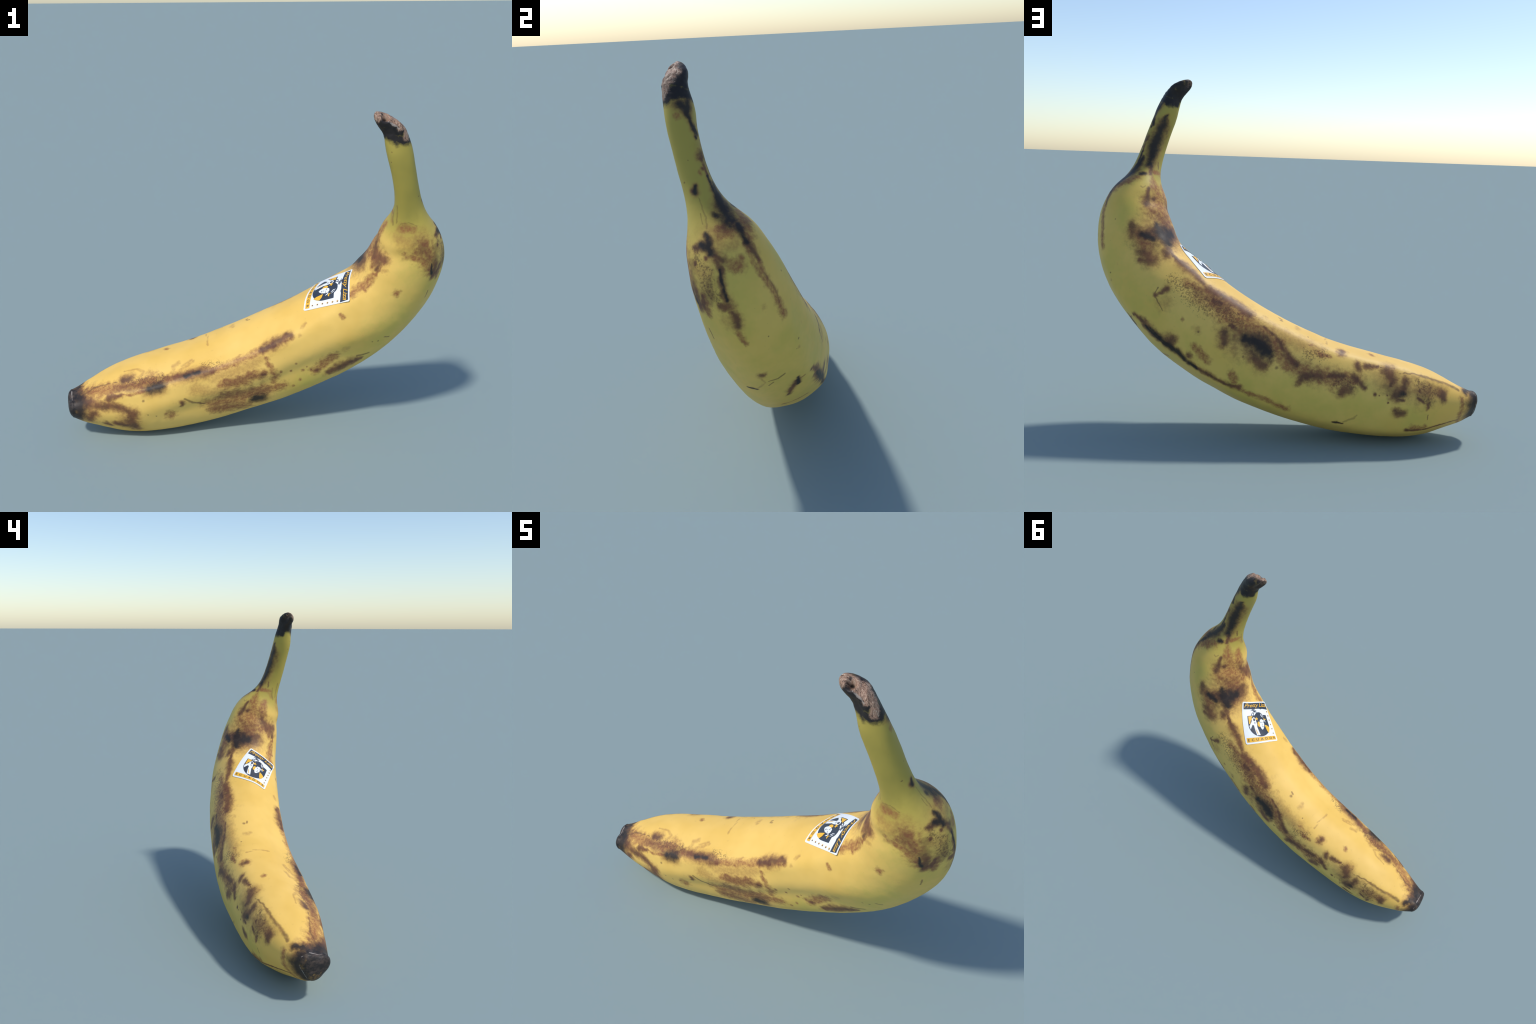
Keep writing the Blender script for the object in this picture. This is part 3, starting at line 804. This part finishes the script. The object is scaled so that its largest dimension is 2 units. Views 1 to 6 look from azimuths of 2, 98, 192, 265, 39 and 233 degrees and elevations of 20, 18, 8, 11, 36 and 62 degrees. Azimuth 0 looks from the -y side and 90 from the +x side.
def on_sticker(u, v, lift):
    """Point of the sticker at u (left to right) and v (bottom to top)."""
    (s0, a0), (s1, a1), (s2, a2), (s3, a3) = STICKER
    s = (1 - v) * ((1 - u) * s0 + u * s1) + v * ((1 - u) * s3 + u * s2)
    a = (1 - v) * ((1 - u) * a0 + u * a1) + v * ((1 - u) * a3 + u * a2)
    curl = .006 * max(0.0, u + v - 1.72) / .28          # the corner towards the stem has come loose
    return skin_point(s, a % 360, PAPER_LIFT + lift + curl)


def simple_material(name, colour, rough):
    m, tree, bsdf = new_material(name)
    g = Graph(tree)
    place = g.node("ShaderNodeTexCoord").outputs["Object"]
    dust = g.noise(place, 60, 4.0, .6)
    g.put(bsdf.inputs["Base Color"], g.mix(g.math("MULTIPLY", g.step(dust, .35, .8), .12), colour, tuple(.72 * c for c in colour)))
    bsdf.inputs["Roughness"].default_value = rough
    return m


PAPER = simple_material("white_paper", (.84, .86, .88), .38)
NAVY = simple_material("navy_ink", (.030, .040, .060), .40)
ORANGE = simple_material("orange_ink", (.88, .47, .035), .40)


def laid_mesh(name, flat, material, lift, thick=0.0):
    """Turn a flat drawing (bmesh in sticker u, v) into a mesh that hugs the skin."""
    import bmesh
    for _ in range(6):
        long = [e for e in flat.edges if e.calc_length() > .045]
        if not long:
            break
        bmesh.ops.subdivide_edges(flat, edges=long, cuts=1)
        bmesh.ops.triangulate(flat, faces=flat.faces[:])
    for f in flat.faces:
        if f.normal.z < 0:
            f.normal_flip()
    if thick:
        border = [e for e in flat.edges if e.is_boundary]
        made = bmesh.ops.extrude_edge_only(flat, edges=border)["geom"]
        skirt = {v for v in made if isinstance(v, bmesh.types.BMVert)}
    else:
        skirt = set()
    for v in flat.verts:
        v.co = Vector(on_sticker(v.co.x, v.co.y, lift - (thick if v in skirt else 0)))
    centre = Vector(skin_point(.56, 345, -.1))
    bmesh.ops.recalc_face_normals(flat, faces=flat.faces[:])
    if sum(f.normal.dot(f.calc_center_median() - centre) for f in flat.faces) < 0:
        bmesh.ops.reverse_faces(flat, faces=flat.faces[:])
    mesh = bpy.data.meshes.new(name)
    flat.to_mesh(mesh)
    flat.free()
    for p in mesh.polygons:
        p.use_smooth = not thick
    mesh.materials.append(material)
    return mesh


def drawing(*outlines):
    """A flat bmesh from closed outlines in (u, v)."""
    import bmesh
    from mathutils.geometry import tessellate_polygon
    flat = bmesh.new()
    for outline in outlines:
        pts = [Vector((u, v, 0)) for u, v in outline]
        verts = [flat.verts.new(p) for p in pts]
        for tri in tessellate_polygon([pts]):
            flat.faces.new([verts[k] for k in tri])
    flat.normal_update()
    return flat


def disc(cu, cv, ru, rv, start=0, end=360, n=28):
    return [(cu + ru * math.cos(math.radians(start + (end - start) * k / n)), cv + rv * math.sin(math.radians(start + (end - start) * k / n)))
            for k in range(n + (end - start < 360))]


def ribbon(points, widths):
    """Outline of a brush stroke through points."""
    left, right = [], []
    for k, (x, y) in enumerate(points):
        ax, ay = points[max(k - 1, 0)]
        bx, by = points[min(k + 1, len(points) - 1)]
        d = math.hypot(bx - ax, by - ay) or 1
        nx, ny = -(by - ay) / d * widths[k], (bx - ax) / d * widths[k]
        left.append((x + nx, y + ny))
        right.append((x - nx, y - ny))
    return left + right[::-1]


def rounded_card(r):
    corners = [(1 - r, 1 - r, 0), (r, 1 - r, 90), (r, r, 180), (1 - r, r, 270)]
    return [(cx + r * math.cos(math.radians(a + 90 * k / 6)), cy + r * math.sin(math.radians(a + 90 * k / 6))) for cx, cy, a in corners for k in range(7)]


def lettering(text, left, right, base, top, shear=0.0, bow=0.0, heavy=0.0, space=1.0):
    """Built-in letters laid out in the given box of the sticker, as a flat bmesh."""
    import bmesh
    curve = bpy.data.curves.new("letters", "FONT")
    curve.body, curve.shear, curve.offset, curve.space_character, curve.resolution_u = text, shear, heavy, space, 4
    holder = bpy.data.objects.new("letters", curve)
    bpy.context.collection.objects.link(holder)
    bpy.context.view_layer.update()
    mesh = bpy.data.meshes.new_from_object(holder.evaluated_get(bpy.context.evaluated_depsgraph_get()))
    bpy.data.objects.remove(holder)
    bpy.data.curves.remove(curve)
    flat = bmesh.new()
    flat.from_mesh(mesh)
    bpy.data.meshes.remove(mesh)
    bmesh.ops.remove_doubles(flat, verts=flat.verts[:], dist=1e-5)
    xs, ys = [v.co.x for v in flat.verts], [v.co.y for v in flat.verts]
    for v in flat.verts:
        u = left + (right - left) * (v.co.x - min(xs)) / (max(xs) - min(xs))
        w = base + (top - base) * (v.co.y - min(ys)) / (max(ys) - min(ys))
        v.co = (u, w + bow * math.sin(math.pi * u), 0)
    return flat


sticker = add_part("sticker", laid_mesh("sticker", drawing(rounded_card(.045)), PAPER, 0, .0024), banana)


def printed(name, flat, material, layer):
    return add_part(name, laid_mesh(name, flat, material, PRINT * layer), sticker)


printed("title_band", drawing([(.045, .79), (.30, .785), (.36, .765), (.44, .785), (.62, .785), (.68, .77), (.74, .785), (.985, .775), (.955, .965), (.045, .965)]), NAVY, 1)
printed("title_lettering", lettering("Pretty Liza", .065, .955, .805, .95, shear=.38, heavy=.002, space=.93), ORANGE, 2)
printed("origin_band", drawing([(.045, .035), (.955, .035), (.955, .125), (.045, .125)]), ORANGE, 1)
printed("origin_lettering", lettering("ECUADOR", .075, .925, .055, .105, heavy=.006, space=1.9), NAVY, 2)

star_outline = lambda cu, cv, r: [(cu + r * (1 if k % 2 == 0 else .42) * math.sin(math.pi * k / 5),
                                   cv + .82 * r * (1 if k % 2 == 0 else .42) * math.cos(math.pi * k / 5)) for k in range(10)]
for k in range(6):
    cu, cv, r = .905 + .006 * k, .185 + .106 * k, .030 + .002 * k
    printed("star", drawing(star_outline(cu, cv, r)), ORANGE, 1)
    printed("star_centre", drawing(disc(cu + .006, cv + .006, .013, .011, n=8)), NAVY, 2)

# the emblem: a figure carrying fruit on the shoulder, seen against a shield
shield = [(.155, .605), (.83, .625), (.835, .45)] + disc(.495, .40, .34, .265, 0, -180, 22) + [(.155, .45)]
printed("shield", drawing(shield), NAVY, 1)
printed("hair", drawing(disc(.545, .555, .165, .135)), NAVY, 1.6)
printed("shield_patch", drawing([(.175, .59), (.31, .595), (.275, .555), (.285, .52), (.235, .485), (.215, .42), (.18, .41)]), ORANGE, 2.4)
printed("shield_patch", drawing([(.66, .385), (.745, .37), (.815, .33), (.80, .27), (.745, .19), (.70, .25)]), ORANGE, 2.4)
printed("shield_patch", drawing([(.68, .56), (.71, .525), (.765, .525), (.75, .495), (.69, .50)]), ORANGE, 2.4)
printed("flower", drawing(star_outline(.425, .525, .062)), ORANGE, 3.2)
printed("arm", drawing([(.175, .365), (.255, .455), (.285, .53), (.335, .565), (.385, .545), (.40, .47), (.415, .40), (.405, .34), (.46, .165),
                        (.355, .165), (.325, .29), (.315, .375), (.275, .395), (.20, .295)]), PAPER, 2.4)
printed("hand_shadow", drawing(disc(.345, .505, .030, .034), ribbon([(.33, .41), (.34, .44), (.355, .455)], [.004, .006, .003]),
                               ribbon([(.365, .40), (.37, .43), (.372, .45)], [.003, .005, .003])), NAVY, 3.2)
printed("sleeve_line", drawing(ribbon([(.345, .31), (.365, .25), (.395, .18)], [.004, .010, .007])), ORANGE, 3.2)
printed("cheek", drawing(disc(.475, .40, .045, .060)), ORANGE, 2.4)
printed("face", drawing([(.50, .43), (.535, .50), (.60, .515), (.655, .485), (.655, .42), (.635, .35), (.59, .295), (.555, .275), (.525, .295), (.495, .35)]), PAPER, 3.2)
printed("face_feature", drawing(ribbon([(.525, .440), (.55, .445), (.575, .432)], [.003, .008, .003]), ribbon([(.605, .425), (.63, .435), (.648, .432)], [.003, .007, .003]),
                                ribbon([(.585, .405), (.578, .375), (.592, .368)], [.002, .006, .003]), ribbon([(.56, .338), (.585, .345), (.61, .335)], [.002, .008, .002])), NAVY, 4)
printed("hair_light", drawing(ribbon([(.60, .655), (.615, .60), (.66, .555)], [.004, .012, .005]), ribbon([(.645, .64), (.665, .60), (.70, .57)], [.003, .008, .003]),
                              ribbon([(.66, .50), (.70, .475), (.72, .44)], [.008, .014, .004])), PAPER, 3.2)
fronds = [[(.345, .60), (.36, .66), (.40, .70)], [(.40, .70), (.35, .745), (.28, .745)], [(.40, .70), (.375, .765), (.32, .785)],
          [(.40, .70), (.42, .755), (.40, .79)], [(.40, .70), (.455, .735), (.49, .72)], [(.40, .70), (.46, .70), (.485, .665)], [(.275, .58), (.30, .65), (.36, .70)]]
printed("leaf_frond", drawing(*[ribbon(f, [.006, .011, .004]) for f in fronds]), NAVY, 1.6)
